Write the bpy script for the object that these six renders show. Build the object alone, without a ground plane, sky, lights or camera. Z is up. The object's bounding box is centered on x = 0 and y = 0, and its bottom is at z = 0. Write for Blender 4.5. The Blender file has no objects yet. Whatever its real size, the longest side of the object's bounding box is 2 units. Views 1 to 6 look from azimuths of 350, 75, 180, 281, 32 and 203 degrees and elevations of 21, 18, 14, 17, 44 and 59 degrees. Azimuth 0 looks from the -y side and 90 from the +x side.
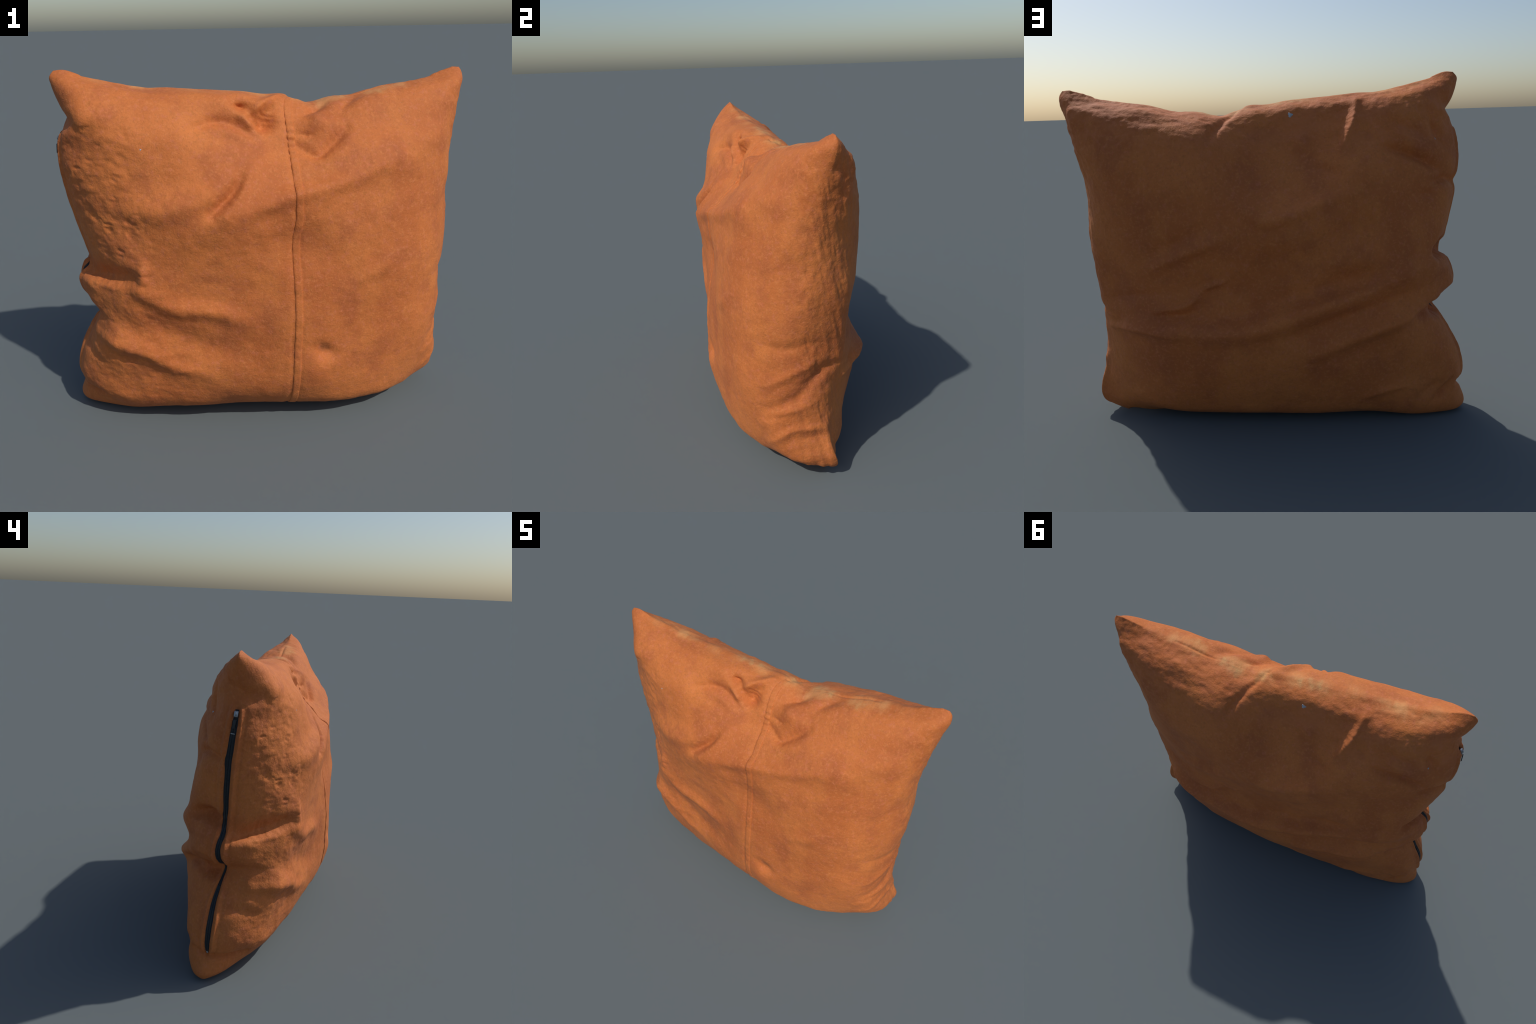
import bpy, bmesh, math, random
import numpy as np
from mathutils import Vector
from mathutils.bvhtree import BVHTree
from mathutils.kdtree import KDTree

# ---------------------------------------------------------------- helpers
def spline(xk, yk, x):
    """Natural-ish cubic (Catmull-Rom/Hermite, finite difference tangents) through knots."""
    xk = np.asarray(xk, float); yk = np.asarray(yk, float)
    one = yk.ndim == 1
    if one: yk = yk[:, None]
    h = np.diff(xk)[:, None]; d = np.diff(yk, axis=0) / h
    m = np.empty_like(yk)
    m[1:-1] = (d[:-1] * h[1:] + d[1:] * h[:-1]) / (h[:-1] + h[1:])
    m[0], m[-1] = d[0], d[-1]
    i = np.clip(np.searchsorted(xk, x) - 1, 0, len(xk) - 2)
    hh = h[i]; t = ((x - xk[i])[:, None]) / hh
    a, b = yk[i], yk[i + 1]
    r = (2*t**3-3*t**2+1)*a + (t**3-2*t**2+t)*hh*m[i] + (-2*t**3+3*t**2)*b + (t**3-t**2)*hh*m[i+1]
    return r[:, 0] if one else r

def arc_resample(pts, v):
    """Sample a polyline of control points smoothly at the arc-length fractions v."""
    p = np.asarray(pts, float)
    k = np.r_[0, np.cumsum(np.linalg.norm(np.diff(p, axis=0), axis=1))]
    t = np.linspace(0, k[-1], 1500)
    c = spline(k, p, t)
    a = np.r_[0, np.cumsum(np.linalg.norm(np.diff(c, axis=0), axis=1))]
    a /= a[-1]
    tt = np.interp(v, a, t)
    return spline(k, p, tt)

# ---------------------------------------------------------------- cushion outline and profiles
# Side seams, bottom corner to top ear (x, y, z)
LEFT_SEAM = [(-.950,.110,.000),(-.985,.125,.012),(-1.0,.13,.045),(-.982,.115,.115),(-.978,.108,.17),(-.985,.105,.23),(-.970,.100,.33),(-.910,.090,.45),
    (-.850,.065,.555),(-.845,.055,.60),(-.890,.070,.66),(-.915,.078,.715),(-.905,.070,.77),(-.868,.062,.83),(-.872,.055,.90),
    (-.895,.048,1.02),(-.915,.038,1.14),(-.932,.020,1.29),(-.928,.005,1.40),(-.900,-.002,1.50),(-.906,-.004,1.58),(-.926,-.002,1.66),(-.931,-.002,1.690),(-.914,-.002,1.713)]
RIGHT_SEAM = [(.80,.06,.000),(.875,.06,.035),(.922,.075,.08),(.933,.06,.13),(.918,.01,.20),(.902,-.03,.30),(.897,-.05,.42),(.902,-.055,.55),
    (.906,-.055,.64),(.913,-.055,.75),(.921,-.05,.88),(.923,-.035,1.00),(.927,-.02,1.18),(.950,.0,1.38),(.978,.025,1.56),(.996,.035,1.645),(.982,.035,1.675)]
# Top seam (x, y, z), left ear to right ear
TOP_SEAM = [(-.914,-.002,1.713),(-.885,-.002,1.716),(-.80,.0,1.695),(-.70,.002,1.668),(-.568,.004,1.642),(-.42,.005,1.628),(-.26,.005,1.618),(-.10,.004,1.610),
    (-.01,.003,1.598),(.09,.003,1.590),(.15,.005,1.568),(.21,.010,1.545),(.26,.012,1.548),(.32,.015,1.563),(.45,.024,1.575),(.59,.028,1.604),(.74,.028,1.622),(.83,.03,1.640),(.90,.033,1.664),(.95,.035,1.676),(.982,.035,1.675)]
# Vertical profiles at stations x: front face (y, z) from the bottom seam up to the top seam, then back face.
FRONT = {
 -.84: [(0.11,0),(0.05,0.02),(0,0.07),(-0.04,0.14),(-0.08,0.22),(-0.092,0.32),(-0.16,0.45),(-0.19,0.56),(-0.1,0.7),(-0.11,0.85),(-0.115,1),(-0.115,1.16),(-0.115,1.3),(-0.108,1.42),(-0.155,1.52),(-0.115,1.6),(-0.06,1.67),(0,1.705)],
 -.66: [(0.1,0),(-0.03,0.01),(-0.112,0.07),(-0.167,0.15),(-0.187,0.25),(-0.222,0.36),(-0.26,0.47),(-0.255,0.6),(-0.27,0.72),(-0.28,0.8),(-0.262,0.95),(-0.24,1.1),(-0.228,1.22),(-0.212,1.36),(-0.205,1.46),(-0.168,1.55),(-0.1,1.63),(0.002,1.668)],
 -.42: [(0.09,0),(-0.06,0.02),(-0.165,0.07),(-0.24,0.15),(-0.275,0.25),(-0.298,0.38),(-0.302,0.5),(-0.308,0.65),(-0.318,0.8),(-0.33,0.95),(-0.337,1.07),(-0.31,1.17),(-0.282,1.27),(-0.255,1.36),(-0.235,1.44),(-0.175,1.53),(-0.105,1.6),(0.005,1.632)],
 -.15: [(0.08,0),(-0.11,0.02),(-0.195,0.065),(-0.265,0.125),(-0.33,0.22),(-0.362,0.36),(-0.352,0.5),(-0.346,0.65),(-0.345,0.8),(-0.348,0.95),(-0.362,1.08),(-0.342,1.17),(-0.285,1.27),(-0.235,1.36),(-0.183,1.43),(-0.15,1.51),(-0.122,1.58),(0.004,1.61)],
 .07: [(0.07,0),(-0.14,0.025),(-0.235,0.065),(-0.31,0.125),(-0.367,0.22),(-0.394,0.36),(-0.395,0.5),(-0.386,0.65),(-0.368,0.8),(-0.338,0.97),(-0.352,1.1),(-0.348,1.175),(-0.275,1.27),(-0.18,1.37),(-0.155,1.43),(-0.105,1.51),(-0.05,1.566),(0.003,1.59)],
 .30: [(0.06,0),(-0.17,0.025),(-0.265,0.065),(-0.338,0.12),(-0.378,0.22),(-0.39,0.36),(-0.388,0.5),(-0.384,0.65),(-0.374,0.82),(-0.362,1),(-0.352,1.12),(-0.335,1.21),(-0.295,1.29),(-0.245,1.36),(-0.187,1.42),(-0.138,1.48),(-0.085,1.535),(0.014,1.561)],
 .56: [(0.05,0),(-0.16,0.025),(-0.25,0.06),(-0.32,0.115),(-0.35,0.22),(-0.363,0.36),(-0.37,0.5),(-0.365,0.65),(-0.362,0.82),(-0.345,0.98),(-0.323,1.1),(-0.303,1.19),(-0.287,1.29),(-0.25,1.37),(-0.17,1.45),(-0.12,1.525),(-0.06,1.58),(0.028,1.6)],
 .78: [(0.07,0),(-0.01,0.03),(-0.14,0.075),(-0.225,0.13),(-0.265,0.22),(-0.29,0.34),(-0.305,0.48),(-0.298,0.65),(-0.282,0.82),(-0.258,0.98),(-0.238,1.1),(-0.22,1.2),(-0.2,1.3),(-0.18,1.38),(-0.135,1.46),(-0.095,1.54),(-0.045,1.6),(0.028,1.63)],
 .89: [(0.08,0.02),(0.02,0.05),(-0.07,0.09),(-0.15,0.16),(-0.2,0.25),(-0.212,0.37),(-0.2,0.5),(-0.188,0.65),(-0.17,0.82),(-0.148,0.98),(-0.133,1.1),(-0.135,1.2),(-0.115,1.3),(-0.09,1.38),(-0.07,1.46),(-0.05,1.54),(-0.02,1.62),(0.032,1.66)],
}
BACK = {
 -.84: [(0.11,0),(0.19,0.015),(0.22,0.06),(0.225,0.16),(0.23,0.28),(0.235,0.4),(0.225,0.5),(0.215,0.6),(0.23,0.72),(0.24,0.85),(0.222,1),(0.186,1.15),(0.155,1.28),(0.11,1.41),(0.105,1.52),(0.085,1.63),(0,1.705)],
 -.66: [(0.1,0),(0.23,0.02),(0.26,0.06),(0.285,0.15),(0.292,0.28),(0.315,0.4),(0.33,0.5),(0.325,0.62),(0.325,0.75),(0.315,0.87),(0.29,1),(0.262,1.13),(0.24,1.28),(0.215,1.41),(0.185,1.53),(0.115,1.62),(0.002,1.668)],
 -.42: [(0.09,0),(0.21,0.03),(0.265,0.07),(0.31,0.16),(0.33,0.28),(0.345,0.4),(0.348,0.52),(0.34,0.64),(0.308,0.75),(0.333,0.87),(0.312,1),(0.318,1.12),(0.303,1.28),(0.23,1.4),(0.17,1.51),(0.105,1.59),(0.005,1.632)],
 -.15: [(.08,0),(.205,.025),(.268,.065),(0.315,0.16),(0.352,0.28),(0.38,0.4),(0.385,0.52),(0.37,0.63),(0.335,0.74),(0.34,0.86),(0.37,0.98),(0.365,1.09),(0.258,1.26),(0.19,1.36),(0.145,1.47),(0.11,1.56),(0.004,1.61)],
 .07: [(.07,0),(.195,.028),(.258,.068),(0.31,0.16),(0.35,0.28),(0.38,0.4),(0.385,0.52),(0.37,0.62),(0.335,0.73),(0.345,0.86),(0.37,0.98),(0.365,1.1),(0.277,1.24),(0.218,1.35),(0.16,1.45),(0.105,1.54),(0.003,1.59)],
 .30: [(.06,0),(.175,.026),(.24,.07),(0.285,0.16),(0.325,0.28),(0.35,0.4),(0.357,0.5),(0.34,0.61),(0.296,0.73),(0.325,0.86),(0.345,0.99),(0.347,1.12),(0.335,1.25),(0.3,1.36),(0.255,1.45),(0.145,1.53),(0.014,1.561)],
 .56: [(.05,0),(.14,.026),(.20,.07),(0.245,0.16),(0.28,0.28),(0.31,0.4),(0.32,0.5),(0.305,0.61),(0.28,0.73),(0.28,0.86),(0.29,0.99),(0.3,1.12),(0.297,1.25),(0.278,1.36),(0.242,1.46),(0.165,1.55),(0.028,1.6)],
 .78: [(0.07,0),(0.09,0.02),(0.12,0.06),(0.145,0.15),(0.155,0.28),(0.185,0.4),(0.2,0.5),(0.2,0.61),(0.187,0.73),(0.192,0.86),(0.215,0.99),(0.222,1.12),(0.225,1.25),(0.22,1.36),(0.2,1.46),(0.155,1.56),(0.028,1.63)],
 .89: [(0.08,0.02),(0.09,0.04),(0.1,0.08),(0.06,0.16),(0.055,0.28),(0.065,0.4),(0.09,0.5),(0.12,0.61),(0.12,0.73),(0.12,0.86),(0.125,0.99),(0.115,1.12),(0.12,1.25),(0.14,1.36),(0.14,1.46),(0.125,1.56),(0.032,1.66)],
}
NU, NV = 420, 400

def panel(profiles):
    th = np.linspace(0, math.pi, NU + 1)
    s = (1 - np.cos(th)) / 2
    v = np.linspace(0, 1, NV + 1)
    v = v + .012*np.sin(2*math.pi*v)*0
    L, R = arc_resample(LEFT_SEAM, v), arc_resample(RIGHT_SEAM, v)
    stations = sorted(profiles)
    cols = [arc_resample(profiles[x], v) for x in stations]
    xl, xr = -.91, .93
    tk = np.r_[0, [math.acos(1 - 2*(x - xl)/(xr - xl)) for x in stations], math.pi]
    P = np.empty((NU + 1, NV + 1, 3))
    P[..., 0] = L[None, :, 0] + (R - L)[None, :, 0] * s[:, None]
    Y = np.stack([L[:, 1]] + [c[:, 0] for c in cols] + [R[:, 1]])
    Z = np.stack([L[:, 2]] + [c[:, 1] for c in cols] + [R[:, 2]])
    P[..., 1] = spline(tk, Y, th)
    P[..., 2] = np.maximum(spline(tk, Z, th), 0)
    # pull the top row onto the top seam, the bottom row onto the ground seam
    top = np.asarray(TOP_SEAM)
    T = np.stack([spline(top[:, 0], top[:, k], P[:, -1, 0]) for k in (1, 2)], 1)
    w = np.clip((v - .86) / .14, 0, 1); w = w*w*(3 - 2*w)
    for k in (1, 2):
        P[..., k] += (T[:, k - 1] - P[:, -1, k])[:, None] * w[None]
    return P

def grid_normals(P):
    du, dv = np.gradient(P, axis=0), np.gradient(P, axis=1)
    n = np.cross(du, dv); l = np.linalg.norm(n, axis=2, keepdims=True)
    return n / np.maximum(l, 1e-12)

FOLDS = [
    ("bulge before the pinch", 0.018, 0.05, [(-.85, -.07, .54)]),
    ("knot beside the seam", 0.014, .048, [(.205, -.13, 1.50)]),
    ("lump on the back top", .022, .05, [(-.13, .19, 1.40), (-.20, .18, 1.43)]),
    ("upper pocket left of the seam", -0.05, 0.036, [(-0.15, -0.11, 1.57), (-0.11, -0.11, 1.53)]),
    ("rib between pockets", 0.03, 0.022, [(-0.16, -0.12, 1.54), (-0.11, -0.13, 1.48), (-0.05, -0.15, 1.42)]),
    ("rib to the seam top", 0.03, 0.02, [(-0.11, -0.12, 1.51), (-0.03, -0.10, 1.55), (0.06, -0.04, 1.58)]),
    ("lower pocket left of the seam", -0.06, 0.04, [(-0.08, -0.12, 1.49), (-0.04, -0.13, 1.46), (-0.01, -0.10, 1.52)]),
    ("crescent groove", -0.026, 0.03, [(-0.35, -0.21, 1.48), (-0.26, -0.17, 1.50), (-0.18, -0.15, 1.48), (-0.09, -0.16, 1.42)]),
    ("rib under the crescent", 0.012, 0.025, [(-0.28, -0.19, 1.46), (-0.19, -0.17, 1.44), (-0.07, -0.18, 1.38)]),
    ("finger groove", -0.04, 0.028, [(-0.16, -0.30, 1.27), (-0.22, -0.33, 1.20), (-0.30, -0.33, 1.13)]),
    ("rib right of the finger", 0.022, 0.03, [(-0.11, -0.26, 1.30), (-0.17, -0.33, 1.22), (-0.29, -0.35, 1.09)]),
    ("shoulder above the finger", 0.028, 0.055, [(-0.21, -0.29, 1.26), (-0.35, -0.29, 1.18), (-0.50, -0.28, 1.14), (-0.64, -0.24, 1.15)]),
    ("hollow above the shoulder", -0.004, 0.05, [(-0.70, -0.22, 1.23), (-0.58, -0.23, 1.27), (-0.44, -0.25, 1.26), (-0.31, -0.28, 1.25)]),
    ("hollow under the ear", -0.006, 0.045, [(-0.86, -0.08, 1.49), (-0.77, -0.15, 1.49), (-0.69, -0.20, 1.48)]),
    ("gathered groove right of the seam", -0.03, 0.026, [(0.11, -0.19, 1.38), (0.20, -0.22, 1.34), (0.26, -0.21, 1.38), (0.35, -0.17, 1.45)]),
    ("fine groove right of the seam", -0.01, 0.01, [(0.12, -0.15, 1.42), (0.19, -0.17, 1.42)]),
    ("puff right of the seam", 0.03, 0.045, [(0.17, -0.13, 1.46), (0.28, -0.14, 1.46)]),
    ("wedge groove", -0.02, 0.02, [(0.16, -0.10, 1.49), (0.20, -0.08, 1.50), (0.27, -0.04, 1.53)]),
    ("groove toward the dip", -0.018, 0.03, [(0.32, -0.12, 1.50), (0.37, -0.08, 1.54), (0.43, -0.02, 1.56)]),
    ("brow over the lower front", 0.022, 0.04, [(-0.23, -0.35, 1.11), (-0.09, -0.36, 1.15), (0.06, -0.34, 1.19), (0.21, -0.32, 1.21), (0.37, -0.30, 1.25), (0.57, -0.26, 1.32)]),
    ("dimple", -0.024, 0.034, [(.165, -.39, .455), (.20, -.39, .435), (.245, -.39, .41)]),
    ("lobe under the dimple", 0.014, 0.1, [(.185, -.35, .345)]),
        ("soft highlight ridge", 0.01, 0.035, [(0.36, -0.37, 0.78), (0.52, -0.37, 0.85), (0.59, -0.35, 0.93)]),
    ("left pocket", -0.04, 0.045, [(-0.82, -0.13, 0.81), (-0.74, -0.20, 0.82), (-0.66, -0.26, 0.82)]),
    ("rim of the left pocket", 0.006, 0.03, [(-0.90, -0.00, 0.75), (-0.75, -0.22, 0.78), (-0.64, -0.28, 0.78)]),
    ("wall of the left pocket", 0.016, 0.028, [(-0.61, -0.28, 0.92), (-0.62, -0.28, 0.83), (-0.63, -0.28, 0.79)]),
    ("long rib from the left pocket", 0.022, 0.045, [(-0.63, -0.28, 0.78), (-0.49, -0.29, 0.69), (-0.27, -0.31, 0.65), (-0.15, -0.32, 0.59)]),
    ("second left rib", 0.024, 0.045, [(-0.83, -0.09, 0.49), (-0.73, -0.20, 0.48), (-0.64, -0.25, 0.46), (-0.51, -0.27, 0.37), (-0.34, -0.29, 0.33)]),
    ("groove between left ribs", -0.012, 0.06, [(-0.81, -0.17, 0.72), (-0.65, -0.27, 0.70), (-0.55, -0.28, 0.59), (-0.33, -0.30, 0.47), (-0.09, -0.32, 0.39)]),
    ("crease under second rib", -0.01, 0.032, [(-0.87, -0.04, 0.46), (-0.79, -0.16, 0.45), (-0.70, -0.22, 0.41)]),
    ("right flank groove", -.012, .02, [(.86, -.15, .38), (.80, -.23, .33)]),
        ("right flank lower groove", -0.015, 0.032, [(0.79, -0.24, 0.38), (0.89, -0.10, 0.48), (0.90, 0.02, 0.60), (0.76, 0.18, 0.56)]),
    ("right flank rib", 0.009, 0.02, [(0.77, -0.20, 0.19), (0.86, -0.14, 0.29), (0.90, 0.02, 0.29)]),
    ("right flank corner hollow", -0.008, 0.03, [(0.86, -0.13, 0.24), (0.90, 0.00, 0.25)]),
    ("right flank soft groove", -0.01, 0.03, [(0.80, -0.26, 0.72), (0.89, -0.16, 0.72), (0.92, -0.03, 0.75)]),
    ("right flank soft rib", 0.01, 0.025, [(0.80, -0.25, 0.51), (0.89, -0.14, 0.59), (0.91, -0.01, 0.66)]),
    ("right flank step rib", 0.008, 0.022, [(0.76, -0.24, 0.29), (0.86, -0.15, 0.39), (0.89, -0.02, 0.44)]),
    ("valley under the back lobe", 0.008, 0.055, [(0.25, 0.32, 1.20), (0.16, 0.34, 1.07), (0.03, 0.34, 0.99), (-0.17, 0.33, 1.03), (-0.38, 0.30, 1.11), (-0.61, 0.28, 1.20)]),
    ("ledge of the back lobe", 0.026, 0.035, [(0.19, 0.32, 1.17), (0.04, 0.34, 1.07), (-0.17, 0.32, 1.10), (-0.38, 0.29, 1.18)]),
    ("hollow at the back top", -0.002, 0.055, [(0.14, 0.16, 1.49), (0.05, 0.20, 1.40), (-0.09, 0.20, 1.37), (-0.24, 0.17, 1.45)]),
    ("fine rib at the back top", 0.012, 0.018, [(0.12, 0.18, 1.46), (0.05, 0.20, 1.41)]),
    ("standing back crease", 0.03, 0.022, [(-0.43, 0.10, 1.57), (-0.40, 0.19, 1.47), (-0.35, 0.23, 1.37)]),
    ("short back groove", -0.02, 0.025, [(-0.22, 0.24, 1.29), (-0.28, 0.25, 1.28), (-0.33, 0.27, 1.25)]),
    ("shoulder groove", -0.042, 0.03, [(-0.55, 0.24, 1.38), (-0.69, 0.23, 1.34), (-0.83, 0.19, 1.27)]),
    ("upper shoulder groove", -0.02, 0.03, [(-0.51, 0.18, 1.51), (-0.66, 0.20, 1.47), (-0.76, 0.18, 1.42)]),
    ("ear groove", -0.022, 0.022, [(-0.77, 0.13, 1.53), (-0.80, 0.15, 1.46), (-0.85, 0.15, 1.39)]),
    ("side notch groove", -0.032, 0.024, [(-0.79, 0.22, 1.21), (-0.88, 0.16, 1.23)]),
    ("side soft groove", -0.018, 0.03, [(-0.72, 0.26, 1.16), (-0.80, 0.22, 1.16)]),
    ("back roll", 0.038, 0.05, [(0.69, 0.24, 0.56), (0.40, 0.35, 0.54), (0.18, 0.39, 0.54), (-0.00, 0.39, 0.57), (-0.22, 0.35, 0.64), (-0.44, 0.33, 0.70), (-0.61, 0.33, 0.78), (-0.76, 0.27, 0.83)]),
    ("valley over the back roll", -0.022, 0.05, [(0.67, 0.25, 0.61), (0.40, 0.33, 0.61), (0.18, 0.36, 0.62), (-0.00, 0.35, 0.67), (-0.22, 0.33, 0.72), (-0.44, 0.32, 0.80)]),
    ("valley under the back roll", -0.028, 0.05, [(-0.09, 0.40, 0.50), (-0.28, 0.38, 0.57), (-0.49, 0.34, 0.64), (-0.72, 0.31, 0.71), (-0.82, 0.25, 0.74)]),
    ("lower back roll", 0.038, 0.042, [(-0.21, 0.41, 0.42), (-0.44, 0.37, 0.51), (-0.64, 0.30, 0.58), (-0.80, 0.24, 0.66)]),
    ("left back rib", 0.026, 0.02, [(0.82, 0.14, 0.52), (0.62, 0.29, 0.54), (0.48, 0.35, 0.52)]),
    ("left back short rib", 0.012, 0.016, [(0.86, 0.10, 0.59), (0.78, 0.17, 0.57)]),
    ("curled back rib", 0.022, 0.018, [(0.57, 0.29, 0.63), (0.39, 0.32, 0.67), (0.32, 0.32, 0.74), (0.22, 0.32, 0.78)]),
    ("hollow under the curled rib", -0.016, 0.03, [(0.56, 0.30, 0.60), (0.40, 0.33, 0.63), (0.29, 0.33, 0.68)]),
    ("slanting back rib", 0.026, 0.034, [(0.57, 0.28, 0.84), (0.43, 0.31, 0.91), (0.23, 0.33, 0.99)]),
    ("groove over the slanting rib", -0.014, 0.035, [(0.58, 0.28, 0.90), (0.42, 0.31, 0.98), (0.28, 0.33, 1.05)]),
    ("left back groove", -0.016, 0.028, [(0.82, 0.14, 0.66), (0.71, 0.21, 0.69), (0.50, 0.29, 0.72)]),
    ("corner crease on the back", -0.03, 0.022, [(-0.91, 0.23, 0.20), (-0.86, 0.25, 0.15), (-0.82, 0.27, 0.10)]),
    ("corner second crease", -0.016, 0.025, [(-0.74, 0.29, 0.14), (-0.84, 0.27, 0.21)]),
    ("bottom lip", 0.01, 0.02, [(-0.45, 0.32, 0.15), (-0.55, 0.33, 0.19), (-0.67, 0.32, 0.21)]),
    ("pocket by the side notch", -0.03, 0.028, [(-0.69, 0.28, 0.58), (-0.77, 0.22, 0.58)]),
    ("crease under the left ear", -0.024, 0.035, [(-0.79, 0.09, 1.60), (-0.89, 0.01, 1.54), (-0.87, -0.06, 1.51), (-0.83, -0.11, 1.50)]),
    ("side back groove", -0.036, 0.026, [(-0.87, 0.16, 1.22), (-0.92, 0.07, 1.20)]),
    ("side back pocket", -0.07, 0.034, [(-0.80, 0.23, 0.87), (-0.85, 0.14, 0.89), (-0.87, 0.08, 0.86)]),
    ("side back rib", 0.014, 0.03, [(-0.79, 0.25, 0.83), (-0.84, 0.17, 0.85), (-0.89, 0.08, 0.80)]),
    ("side front pocket", -0.042, 0.038, [(-0.88, 0.02, 0.80), (-0.86, -0.06, 0.81), (-0.81, -0.14, 0.82)]),
    ("side front rib", 0.012, 0.036, [(-0.91, 0.04, 0.75), (-0.86, -0.10, 0.78), (-0.69, -0.26, 0.80)]),
    ("deep pinch back", -0.07, 0.04, [(-0.81, 0.18, 0.57), (-0.84, 0.06, 0.58)]),
    ("pinch flank", -0.025, 0.026, [(-0.75, 0.26, 0.63), (-0.78, 0.21, 0.59)]),
    ("pinch front rib", 0.006, 0.03, [(-0.88, -0.04, 0.67), (-0.80, -0.11, 0.56), (-0.75, -0.18, 0.50), (-0.64, -0.25, 0.46)]),
    ("pinch back rib", 0.014, 0.026, [(-0.83, 0.23, 0.70), (-0.90, 0.14, 0.70), (-0.90, 0.07, 0.68)]),
    ("foot crease", -0.034, 0.018, [(-0.95, 0.19, 0.17), (-0.98, 0.11, 0.15), (-0.95, 0.02, 0.14), (-0.84, -0.08, 0.13)]),
    ("side lower groove", -0.012, 0.025, [(-0.92, 0.01, 0.40), (-0.84, -0.14, 0.36)]),
]

# Lines sewn into the cover: sharp, narrow grooves
FRONT_SEAM = [(.135,.003,1.592),(.10,-.025,1.585),(.084,-.055,1.565),(.071,-.15,1.44),(.073,-.19,1.355),(.070,-.28,1.262),(.065,-.35,1.178),(.066,-.345,1.075),
    (.056,-.335,1.0),(.056,-.33,.88),(.060,-.333,.72),(.060,-.335,.62),(.057,-.338,.53),(.053,-.338,.41),(.052,-.32,.27),(.055,-.27,.16),(.060,-.19,.05)]
BACK_SEAM = [(.135,.003,1.592),(.160,.05,1.568),(.187,.097,1.542),(.215,.16,1.51),(.25,.22,1.468),(.268,.255,1.42)]
TOP_SLIT = [(.42,.022,1.572),(.45,.024,1.573),(.52,.027,1.588),(.59,.028,1.604),(.64,.028,1.612)]

# ---------------------------------------------------------------- noise
def lattice(ix, iy, iz, seed):
    h = (ix*374761393 + iy*668265263 + iz*2147483647 + seed*144665) & 0xffffffff
    h = ((h ^ (h >> 13)) * 1274126177) & 0xffffffff
    h = h ^ (h >> 16)
    return (h & 0xffff) / 32767.5 - 1

def value_noise(p, seed=0):
    i = np.floor(p).astype(np.int64); f = p - i; f = f*f*f*(f*(f*6 - 15) + 10)
    r = 0
    for a in (0, 1):
        for b in (0, 1):
            for c in (0, 1):
                w = (f[..., 0] if a else 1 - f[..., 0])*(f[..., 1] if b else 1 - f[..., 1])*(f[..., 2] if c else 1 - f[..., 2])
                r = r + w*lattice(i[..., 0] + a, i[..., 1] + b, i[..., 2] + c, seed)
    return r

def fbm(p, octaves=3, seed=0):
    return sum(value_noise(p*2**k + 7.3*k, seed + k)*.5**k for k in range(octaves))

def step(a, b, x):
    t = np.clip((x - a)/(b - a), 0, 1); return t*t*(3 - 2*t)

# ---------------------------------------------------------------- folds
def smooth_path(pts, n=40):
    p = np.asarray(pts, float)
    if len(p) == 1: return p
    return arc_resample(p, np.linspace(0, 1, n))

def fold_field(V, pts, width, taper=True):
    """Bell-shaped ridge profile around a 3D path laid on the surface, fading toward both ends."""
    c = np.array([surface_points.find(p)[0] for p in smooth_path(pts)])
    lo, hi = c.min(0) - 3*width, c.max(0) + 3*width
    near = np.all((V > lo) & (V < hi), axis=1)
    out = np.zeros(len(V))
    if not near.any(): return out
    Q = V[near]
    best = np.full(len(Q), 1e9); tt = np.zeros(len(Q))
    if len(c) == 1:
        best = np.linalg.norm(Q - c[0], axis=1)
    else:
        for k in range(len(c) - 1):
            a, d = c[k], c[k + 1] - c[k]
            t = np.clip(((Q - a) @ d)/max(d @ d, 1e-12), 0, 1)
            r = np.linalg.norm(Q - a - t[:, None]*d, axis=1)
            m = r < best
            best[m] = r[m]; tt[m] = (k + t[m])/(len(c) - 1)
    f = np.exp(-(best/(.95*width))**(2.0 if width > .03 else 1.6))
    if taper and len(c) > 1:
        f *= .45 + .55*np.sin(np.pi*np.clip(tt, .0, 1))
    out[near] = f
    return out

F, B = panel(FRONT), panel(BACK)
shape = F.shape
VF, VB = F.reshape(-1, 3), B.reshape(-1, 3)
# one normal field for both sheets; the border rows get the mean of the two sides
nF, nB = grid_normals(F), -grid_normals(B)
for sl in ((0, slice(None)), (-1, slice(None)), (slice(None), 0), (slice(None), -1)):
    m = nF[sl] + nB[sl]; l = np.linalg.norm(m, axis=-1, keepdims=True)
    out = np.where(l > .05, m/np.maximum(l, 1e-9), np.array([0, 0, 1.]))
    nF[sl] = out; nB[sl] = out
# ease the normals next to the seam toward the seam normal
def ease(n):
    k = 7
    for i in range(1, k):
        w = 1 - i/k
        n[i] = n[i]*(1 - w) + n[0]*w; n[-1 - i] = n[-1 - i]*(1 - w) + n[-1]*w
    for j in range(1, k):
        w = 1 - j/k
        n[:, j] = n[:, j]*(1 - w) + n[:, 0]*w; n[:, -1 - j] = n[:, -1 - j]*(1 - w) + n[:, -1]*w
    return n/np.maximum(np.linalg.norm(n, axis=2, keepdims=True), 1e-9)
V = np.r_[VF, VB]
surface_points = KDTree(len(V))
for k, q in enumerate(V): surface_points.insert(q, k)
surface_points.balance()
N = np.r_[ease(nF).reshape(-1, 3), ease(nB).reshape(-1, 3)]
D = np.zeros(len(V))
for name, height, width, pts in FOLDS:
    D += height*fold_field(V, pts, width)
x, y, z = V.T
ground = step(.01, .10, z)
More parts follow.
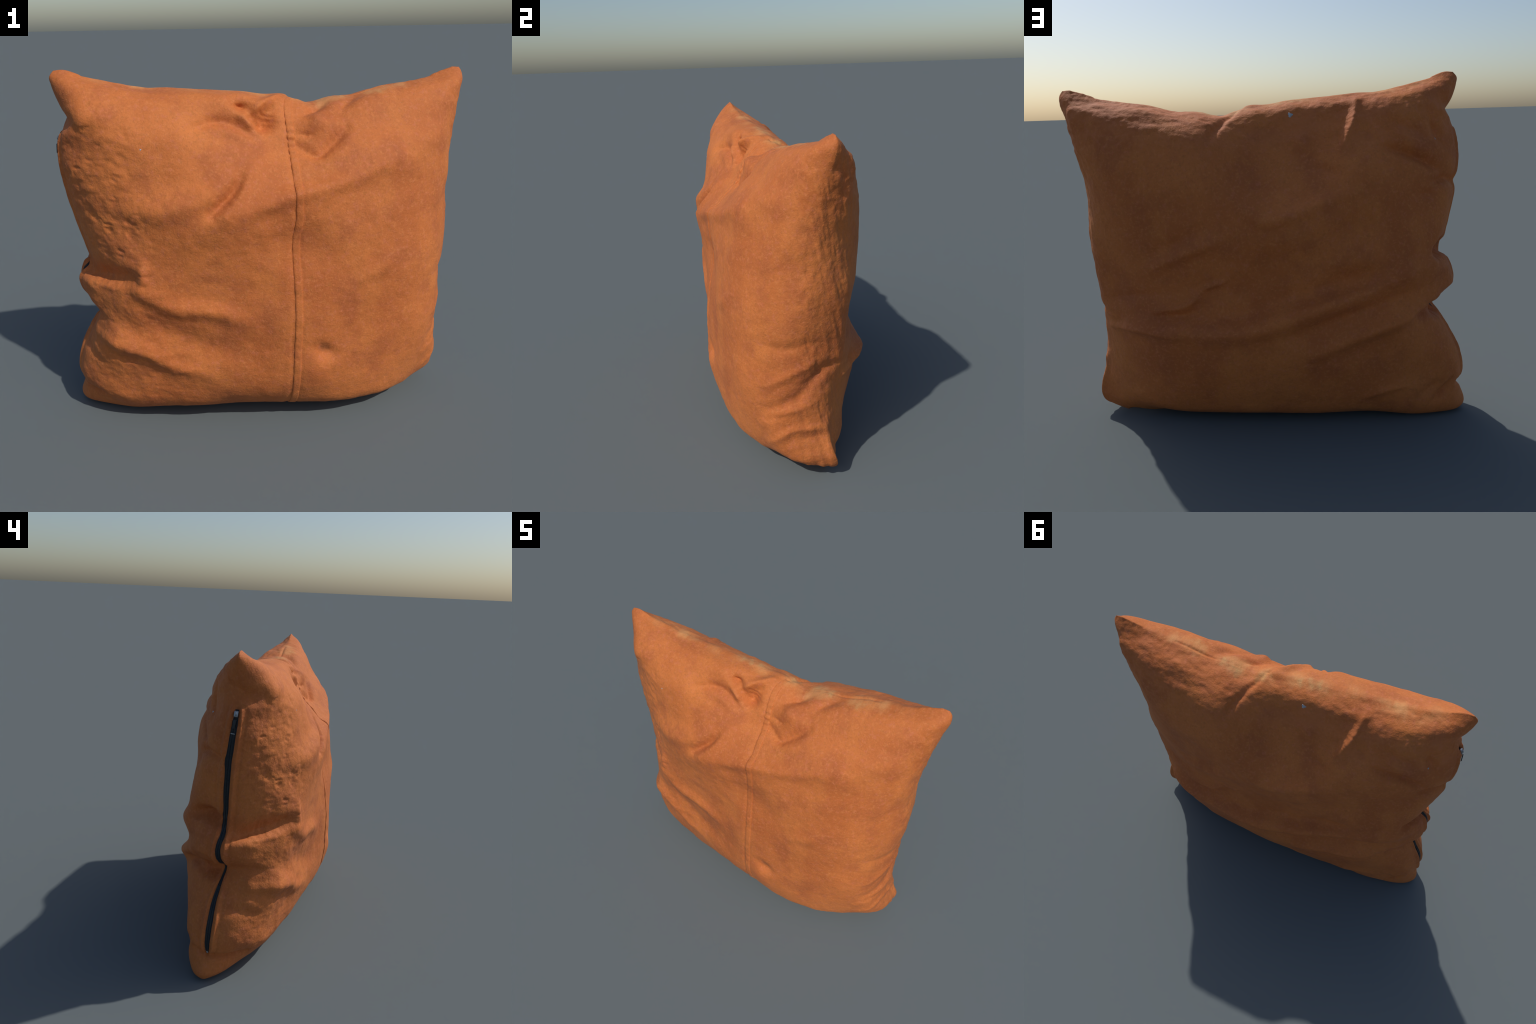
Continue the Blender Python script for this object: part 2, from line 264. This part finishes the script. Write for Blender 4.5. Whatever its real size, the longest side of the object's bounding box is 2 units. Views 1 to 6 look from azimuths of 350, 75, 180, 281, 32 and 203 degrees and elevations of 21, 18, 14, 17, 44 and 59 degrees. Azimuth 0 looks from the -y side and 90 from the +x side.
# soft dents all over, then wrinkling where the cover is rumpled
D += (.006*fbm(V*3.1, 2, 11) + .0028*fbm(V*9, 2, 5))*ground
rough_left = step(-.50, -.66, x)*step(.62, .85, z)*step(1.62, 1.4, z)*step(.03, -.08, y)
D += rough_left*(.0026*fbm(V*np.array([24, 24, 40.]), 3, 21) - .0045*step(.45, .9, fbm(V*np.array([20, 20, 45.]), 2, 33)))
rough_low = step(-.25, -.6, x)*step(.02, -.06, y)*step(.1, .2, z)*step(.9, .7, z)
D += rough_low*.0022*fbm(V*np.array([22, 22, 34.]), 3, 27)
flank = step(.74, .90, x)*step(-.16, -.06, y)*step(1.66, 1.5, z)*ground
sheared = np.stack([x*10, (y + .25*z)*42, z*11], 1)
D += flank*(.0034*fbm(sheared, 3, 41) + .0014*fbm(V*30, 2, 43))
crown = step(1.30, 1.42, z)*step(-.01, .05, y)
D += crown*(.0034*fbm(V*np.array([14, 22, 26.]), 3, 51) + .0014*fbm(V*48, 2, 53))
front_grain = step(.0, -.1, y)*ground
D += front_grain*.0012*fbm(V*26, 2, 61)
D += step(.05, .1, y)*ground*.0010*fbm(V*26, 2, 63)
# sewn lines
D -= .0055*fold_field(V, FRONT_SEAM, .007, False)
band_right = [(a + .040, b, c) for a, b, c in FRONT_SEAM[2:]]
D -= .0035*fold_field(V, band_right, .006, False)
D -= .016*fold_field(V, BACK_SEAM, .016)
D -= .004*fold_field(V, TOP_SEAM[2:-3], .008, False)
D -= .008*fold_field(V, TOP_SLIT, .008)

# zip line: a sunken slot with raised fabric lips and a stitched line on each side
zc = F[0]                                   # the left side seam, bottom to top
nz = N.reshape(2, *shape)[0, 0]
zsel = (zc[:, 2] > .150) & (zc[:, 2] < 1.455)
zip_c, zip_n = zc[zsel], nz[zsel]
zip_t = np.gradient(zip_c, axis=0); zip_t /= np.linalg.norm(zip_t, axis=1, keepdims=True)
zip_w = np.cross(zip_n, zip_t); zip_w /= np.linalg.norm(zip_w, axis=1, keepdims=True)
if zip_w[len(zip_w)//2, 1] > 0: zip_w = -zip_w      # width direction points to the front
half = np.interp(zip_c[:, 2], [.15, .20, .30, .45, .54, .59, .64, .72, .85, 1.0, 1.25, 1.40, 1.455], [.004, .016, .021, .015, .007, .006, .015, .018, .014, .019, .021, .018, .011])
D -= .012*fold_field(V, zip_c[::6], .020, False)
for side in (-1, 1):
    lip = zip_c + zip_w*(half + .011)[:, None]*side
    D += .011*fold_field(V, lip[::6], .009, False)
    stitch = zip_c + zip_w*(half + .036)[:, None]*side
    D -= .0035*fold_field(V, stitch[::6], .006, False)

V2 = V + N*D[:, None]
V2[:, 2] = np.maximum(V2[:, 2], .0)
# both sheets share their border
A = V2.reshape(2, *shape)
for sl in ((0, slice(None)), (-1, slice(None)), (slice(None), 0), (slice(None), -1)):
    m = (A[0][sl] + A[1][sl])/2; A[0][sl] = m; A[1][sl] = m
# relax a little so folds do not crease into spikes
for _ in range(2):
    for s in (0, 1):
        a = A[s]
        a[1:-1, 1:-1] = .5*a[1:-1, 1:-1] + .125*(a[:-2, 1:-1] + a[2:, 1:-1] + a[1:-1, :-2] + a[1:-1, 2:])

# ---------------------------------------------------------------- mesh: one cover, then parts by region
nu, nv = NU + 1, NV + 1
idx = np.arange(nu*nv).reshape(nu, nv)
idb = idx + nu*nv
idb[0], idb[-1], idb[:, 0], idb[:, -1] = idx[0], idx[-1], idx[:, 0], idx[:, -1]
def faces(g, flip):
    a, b, c, d = g[:-1, :-1], g[1:, :-1], g[1:, 1:], g[:-1, 1:]
    q = np.stack([a, b, c, d] if not flip else [a, d, c, b], -1)
    return q.reshape(-1, 4)
QF, QB = faces(idx, False), faces(idb, True)
CO = A.reshape(-1, 3)
whole = bpy.data.meshes.new("cover")
whole.from_pydata(CO.tolist(), [], np.r_[QF, QB].tolist()); whole.update()
NORMALS = np.empty(len(CO)*3); whole.vertex_normals.foreach_get("vector", NORMALS); NORMALS = NORMALS.reshape(-1, 3)
tree = BVHTree.FromPolygons([Vector(c) for c in CO], np.r_[QF, QB].tolist())

# ---------------------------------------------------------------- materials
def new_material(name, rough=.9):
    m = bpy.data.materials.new(name); m.use_nodes = True
    t = m.node_tree; b = t.nodes["Principled BSDF"]; b.inputs["Roughness"].default_value = rough
    return m, t, b
def node(t, kind, **kw):
    n = t.nodes.new("ShaderNode" + kind)
    for k, v in kw.items():
        if k in n.inputs: n.inputs[k].default_value = v
        else: setattr(n, k, v)
    return n
def ramp(t, src, stops):
    r = t.nodes.new("ShaderNodeValToRGB"); e = r.color_ramp.elements
    while len(e) < len(stops): e.new(.5)
    for k, (p, c) in enumerate(stops):
        e[k].position = p; e[k].color = (*c, 1) if len(c) == 3 else c
    t.links.new(src, r.inputs[0]); return r.outputs[0]
def grey(t, src, a, b):
    """0 at a, 1 at b, smooth and clamped; a may be larger than b."""
    n = t.nodes.new("ShaderNodeMapRange"); n.interpolation_type = "SMOOTHSTEP"; n.clamp = True
    t.links.new(src, n.inputs["Value"])
    lo, hi, p, q = (a, b, 0, 1) if a < b else (b, a, 1, 0)
    for k, v in zip(("From Min", "From Max", "To Min", "To Max"), (lo, hi, p, q)): n.inputs[k].default_value = v
    return n.outputs["Result"]
def mix(t, fac, a, b, mode="MIX"):
    n = t.nodes.new("ShaderNodeMix"); n.data_type = "RGBA"; n.blend_type = mode
    for sock, v in ((n.inputs[0], fac), (n.inputs[6], a), (n.inputs[7], b)):
        if hasattr(v, "node"): t.links.new(v, sock)
        elif isinstance(v, (int, float)): sock.default_value = v
        else: sock.default_value = (*v, 1)
    return n.outputs[2]
def math_node(t, op, a, b=0.):
    n = t.nodes.new("ShaderNodeMath"); n.operation = op
    for s, v in zip(n.inputs, (a, b)):
        if hasattr(v, "node"): t.links.new(v, s)
        else: s.default_value = v
    return n.outputs[0]

def suede():
    m, t, b = new_material("orange_suede", .72)
    co = node(t, "TexCoord").outputs["Object"]
    def noise(scale, detail=3., rough=.55, stretch=None):
        n = node(t, "TexNoise", Scale=scale, Detail=detail, Roughness=rough)
        if stretch:
            mp = node(t, "Mapping", Scale=stretch); t.links.new(co, mp.inputs[0]); t.links.new(mp.outputs[0], n.inputs[0])
        else: t.links.new(co, n.inputs[0])
        return n.outputs[0]
    col = ramp(t, noise(2.3, 4.), [(.36, (.44, .118, .030)), (.50, (.505, .144, .036)), (.64, (.56, .168, .043))])
    col = mix(t, math_node(t, "MULTIPLY", grey(t, noise(6.5, 5., .6), .46, .66), .50), col, (.36, .096, .034))
    col = mix(t, math_node(t, "MULTIPLY", grey(t, noise(4.2, 4., .6, (1, 1, .6)), .50, .66), .45), col, (.60, .190, .046))
    # nap: brushed light and dark flecks
    fleck = noise(95., 3., .7)
    col = mix(t, math_node(t, "MULTIPLY", grey(t, fleck, .50, .70), .32), col, (.32, .088, .024))
    col = mix(t, math_node(t, "MULTIPLY", grey(t, noise(70., 3., .7), .50, .68), .38), col, (.64, .225, .075))
    col = mix(t, math_node(t, "MULTIPLY", grey(t, noise(42., 4., .7), .52, .68), .45), col, (.55, .165, .080))
    col = mix(t, math_node(t, "MULTIPLY", grey(t, noise(58., 4., .7, (1, 1.3, .8)), .52, .68), .45), col, (.39, .130, .030))
    # dust bleached into the crown along the top seam: streaks across the ridge
    sep = node(t, "SeparateXYZ"); t.links.new(co, sep.inputs[0])
    sx, sy, sz = sep.outputs
    ax = math_node(t, "ABSOLUTE", math_node(t, "SUBTRACT", sy, .008))
    along = grey(t, math_node(t, "ADD", ax, math_node(t, "MULTIPLY", math_node(t, "SUBTRACT", noise(6., 5., .65), .5), .20)), .070, .0)
    lifted = math_node(t, "MULTIPLY", grey(t, sz, 1.47, 1.54), grey(t, math_node(t, "ABSOLUTE", sx), .84, .66))
    streak = grey(t, noise(10., 5., .65, (1, .3, 1)), .34, .70)
    dust = math_node(t, "MULTIPLY", math_node(t, "MULTIPLY", along, lifted), streak)
    col = mix(t, math_node(t, "MULTIPLY", dust, .55), col, (.68, .36, .140))
    green = math_node(t, "MULTIPLY", dust, grey(t, noise(7., 3.), .52, .62))
    col = mix(t, math_node(t, "MULTIPLY", green, .5), col, (.52, .37, .155))
    # rubbed, redder leather on the crown behind the seam
    crown = math_node(t, "MULTIPLY", grey(t, sy, .02, .10), grey(t, sz, 1.34, 1.46))
    col = mix(t, math_node(t, "MULTIPLY", math_node(t, "MULTIPLY", crown, grey(t, noise(11., 5., .65), .42, .62)), .45), col, (.54, .165, .060))
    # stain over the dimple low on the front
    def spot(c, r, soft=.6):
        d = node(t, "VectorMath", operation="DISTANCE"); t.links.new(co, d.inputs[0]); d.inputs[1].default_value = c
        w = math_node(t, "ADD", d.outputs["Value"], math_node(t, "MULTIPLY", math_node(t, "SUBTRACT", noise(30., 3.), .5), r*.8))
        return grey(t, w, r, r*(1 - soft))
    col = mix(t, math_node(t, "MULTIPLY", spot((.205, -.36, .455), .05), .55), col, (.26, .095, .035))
    col = mix(t, math_node(t, "MULTIPLY", spot((.17, -.38, .32), .10, .8), .40), col, (.58, .150, .040))
    t.links.new(col, b.inputs["Base Color"])
    b.inputs["Specular IOR Level"].default_value = .26
    b.inputs["Sheen Weight"].default_value = .06
    b.inputs["Sheen Roughness"].default_value = .5
    b.inputs["Sheen Tint"].default_value = (.9, .55, .35, 1)
    bump = node(t, "Bump", Strength=.55, Distance=.005)
    h = math_node(t, "ADD", math_node(t, "MULTIPLY", noise(140., 3., .6), .6), noise(45., 4., .6))
    t.links.new(h, bump.inputs["Height"]); t.links.new(bump.outputs[0], b.inputs["Normal"])
    return m

def plain(name, colour, rough=.6, metal=0., grain=60., depth=.2):
    m, t, b = new_material(name, rough)
    co = node(t, "TexCoord").outputs["Object"]
    n = node(t, "TexNoise", Scale=grain, Detail=3.); t.links.new(co, n.inputs[0])
    t.links.new(ramp(t, n.outputs[0], [(.3, tuple(c*.7 for c in colour)), (.7, tuple(c*1.25 for c in colour))]), b.inputs["Base Color"])
    b.inputs["Metallic"].default_value = metal
    bump = node(t, "Bump", Strength=depth, Distance=.002); t.links.new(n.outputs[0], bump.inputs["Height"]); t.links.new(bump.outputs[0], b.inputs["Normal"])
    return m
SUEDE = suede()
TAPE = plain("black_zip_tape", (.010, .013, .017), .75, 0, 220., .5)
TEETH = plain("dark_nylon_teeth", (.028, .034, .040), .4)
METAL = plain("grey_zip_metal", (.32, .34, .36), .38, .7)
PULL = plain("black_zip_pull", (.012, .015, .019), .45)
LINT = plain("grey_lint", (.42, .42, .44), .9)

# ---------------------------------------------------------------- objects
root = bpy.data.objects.new("throw_cushion", None); bpy.context.collection.objects.link(root)
root["label"] = "square orange-brown suede throw cushion with side zip, standing upright"
root["category"] = "cushion"

def add(name, verts, quads, mat, parent=root, normals=None, smooth=True, kind=None):
    me = bpy.data.meshes.new(name); me.from_pydata([tuple(v) for v in verts], [], [tuple(q) for q in quads]); me.update()
    me.materials.append(mat)
    me.polygons.foreach_set("use_smooth", [smooth]*len(me.polygons))
    if normals is not None: me.normals_split_custom_set_from_vertices([tuple(n) for n in normals])
    o = bpy.data.objects.new(name, me); bpy.context.collection.objects.link(o); o.parent = parent
    if kind: o["kind"] = kind
    return o
def region(name, quads):
    used, inv = np.unique(quads, return_inverse=True)
    return add(name, CO[used].tolist(), inv.reshape(-1, 4).tolist(), SUEDE, normals=NORMALS[used].tolist())
seam = np.asarray(FRONT_SEAM)
o = np.argsort(seam[:, 2])
mid = CO[QF].mean(1)
left_half = mid[:, 0] < np.interp(mid[:, 2], seam[o, 2], seam[o, 0]) + .018
region("front_panel", QF[left_half]); region("front_panel", QF[~left_half]); region("back_panel", QB)

# seam band: an upright folded strip over the joint of the two front panels
path = smooth_path(FRONT_SEAM[1:], 420)
cols = np.array([0, .0015, .005, .012, .019, .026, .033, .0365, .038])
lift = np.array([-.004, .0010, .0030, .0026, .0022, .0026, .0030, .0010, -.004])
rows = []
for k, p in enumerate(path):
    rows.append([])
    for c, h in zip(cols, lift):
        q = Vector((p[0] + c, p[1], p[2]))
        hit = tree.find_nearest(q)
        # settle on the surface at this x: two corrections keep the strip straight
        for _ in range(3):
            q = Vector((p[0] + c, hit[0][1], hit[0][2])); hit = tree.find_nearest(q)
        n = hit[1]
        end = min(1, k/14, (len(path) - 1 - k)/14)      # the ends dive under the cover
        pucker = .0035*math.exp(-((p[2] - 1.40)/.09)**2)*math.sin(p[2]*210) + .0008*math.sin(p[2]*95 + 2*math.sin(p[2]*13))
        rows[-1].append(hit[0] + n*(h - .005*(1 - end) + (pucker if .001 < c < .037 else 0)))
R = np.array(rows); g = np.arange(R.shape[0]*R.shape[1]).reshape(R.shape[:2])
for _ in range(2): R[1:-1] = .5*R[1:-1] + .25*(R[:-2] + R[2:])
add("seam_band", R.reshape(-1, 3).tolist(), faces(g, False).tolist(), SUEDE)

# zip: tape with a domed cross-section, two rows of teeth, slider and pull tab
m = len(zip_c)
zip_c2 = A[0][0][zsel]
prof = np.linspace(-1, 1, 9)
Z = np.stack([zip_c2 + zip_w*(half*q)[:, None] + zip_n*(.0075 - .003*q*q) for q in prof], 1)
back = np.stack([zip_c2 + zip_w*(half*q)[:, None] + zip_n*(-.004) for q in prof[::-1]], 1)
Zall = np.concatenate([Z, back], 1); g = np.arange(Zall.shape[0]*Zall.shape[1]).reshape(Zall.shape[:2])
g = np.c_[g, g[:, :1]]
tape = add("zipper", Zall.reshape(-1, 3).tolist(), faces(g, False).tolist(), TAPE)

def box(c, a, b, n, la, lb, ln):
    s = [(-1, -1, -1), (1, -1, -1), (1, 1, -1), (-1, 1, -1), (-1, -1, 1), (1, -1, 1), (1, 1, 1), (-1, 1, 1)]
    v = [c + a*la*p + b*lb*q*(.85 if r > 0 else 1) + n*ln*r for p, q, r in s]
    f = [(0, 3, 2, 1), (4, 5, 6, 7), (0, 1, 5, 4), (1, 2, 6, 5), (2, 3, 7, 6), (3, 0, 4, 7)]
    return v, f
arc = np.r_[0, np.cumsum(np.linalg.norm(np.diff(zip_c2, axis=0), axis=1))]
tv, tf = [], []
for s in np.arange(.02, arc[-1] - .07, .0052):
    c, w, n, t = (np.array([np.interp(s, arc, q[:, k]) for k in range(3)]) for q in (zip_c2, zip_w, zip_n, zip_t))
    hw = np.interp(s, arc, half)
    if hw < .010: continue
    for side in (-1, 1):
        v, f = box(c + w*side*min(.0052, hw*.4) + n*.0085, w, t, n, .0034, .0016, .0016)
        tf += [tuple(i + len(tv) for i in q) for q in f]; tv += [tuple(p) for p in v]
add("zipper_teeth", tv, tf, TEETH, tape, smooth=False, kind="stuff")

def at_zip(zz):
    k = int(np.argmin(abs(zip_c2[:, 2] - zz))); return zip_c2[k], zip_w[k], zip_n[k], zip_t[k]
def rounded(name, pieces, mat, bevel, parent):
    v, f = [], []
    for p in pieces:
        a, b = box(*p); f += [tuple(i + len(v) for i in q) for q in b]; v += [tuple(q) for q in a]
    o = add(name, v, f, mat, parent)
    md = o.modifiers.new("round", "BEVEL"); md.width = bevel; md.segments = 3; md.limit_method = "NONE"
    return o
c, w, n, t = at_zip(1.425)
rounded("zipper_slider", [(c + n*.014, w, t, n, .010, .016, .006), (c + n*.022, w, t, n, .003, .010, .003)], METAL, .003, tape)
c, w, n, t = at_zip(1.385)
rounded("zipper_pull", [(c + n*.019, w, t, n, .007, .024, .0025)], PULL, .002, tape)
c, w, n, t = at_zip(1.34)
rounded("zipper_stop", [(c + n*.011, w, t, n, .010, .003, .002)], METAL, .001, tape)
c, w, n, t = at_zip(.158)
rounded("zipper_stop", [(c + n*.010, w, t, n, .005, .006, .002)], METAL, .0015, tape)

# bits of lint caught in the nap
def lint(p, r):
    hit = tree.find_nearest(Vector(p)); q = hit[0]; n = hit[1]
    bm = bmesh.new(); bmesh.ops.create_icosphere(bm, subdivisions=3, radius=r)
    rng = random.Random(5)
    rot = n.to_track_quat("Z", "Y")
    for v in bm.verts:
        a = math.atan2(v.co.y, v.co.x); v.co.xy *= 1 + .25*math.sin(3*a + 1) + .1*math.sin(7*a)
        v.co.z *= .30; v.co = rot @ v.co + q
    me = bpy.data.meshes.new("lint"); bm.to_mesh(me); bm.free(); me.materials.append(LINT)
    me.polygons.foreach_set("use_smooth", [True]*len(me.polygons))
    ob = bpy.data.objects.new("lint", me); bpy.context.collection.objects.link(ob); ob.parent = root
lint((-.115, .115, 1.535), .011); lint((-.576, -.23, 1.404), .0035); lint((-.802, .15, 1.41), .0045)
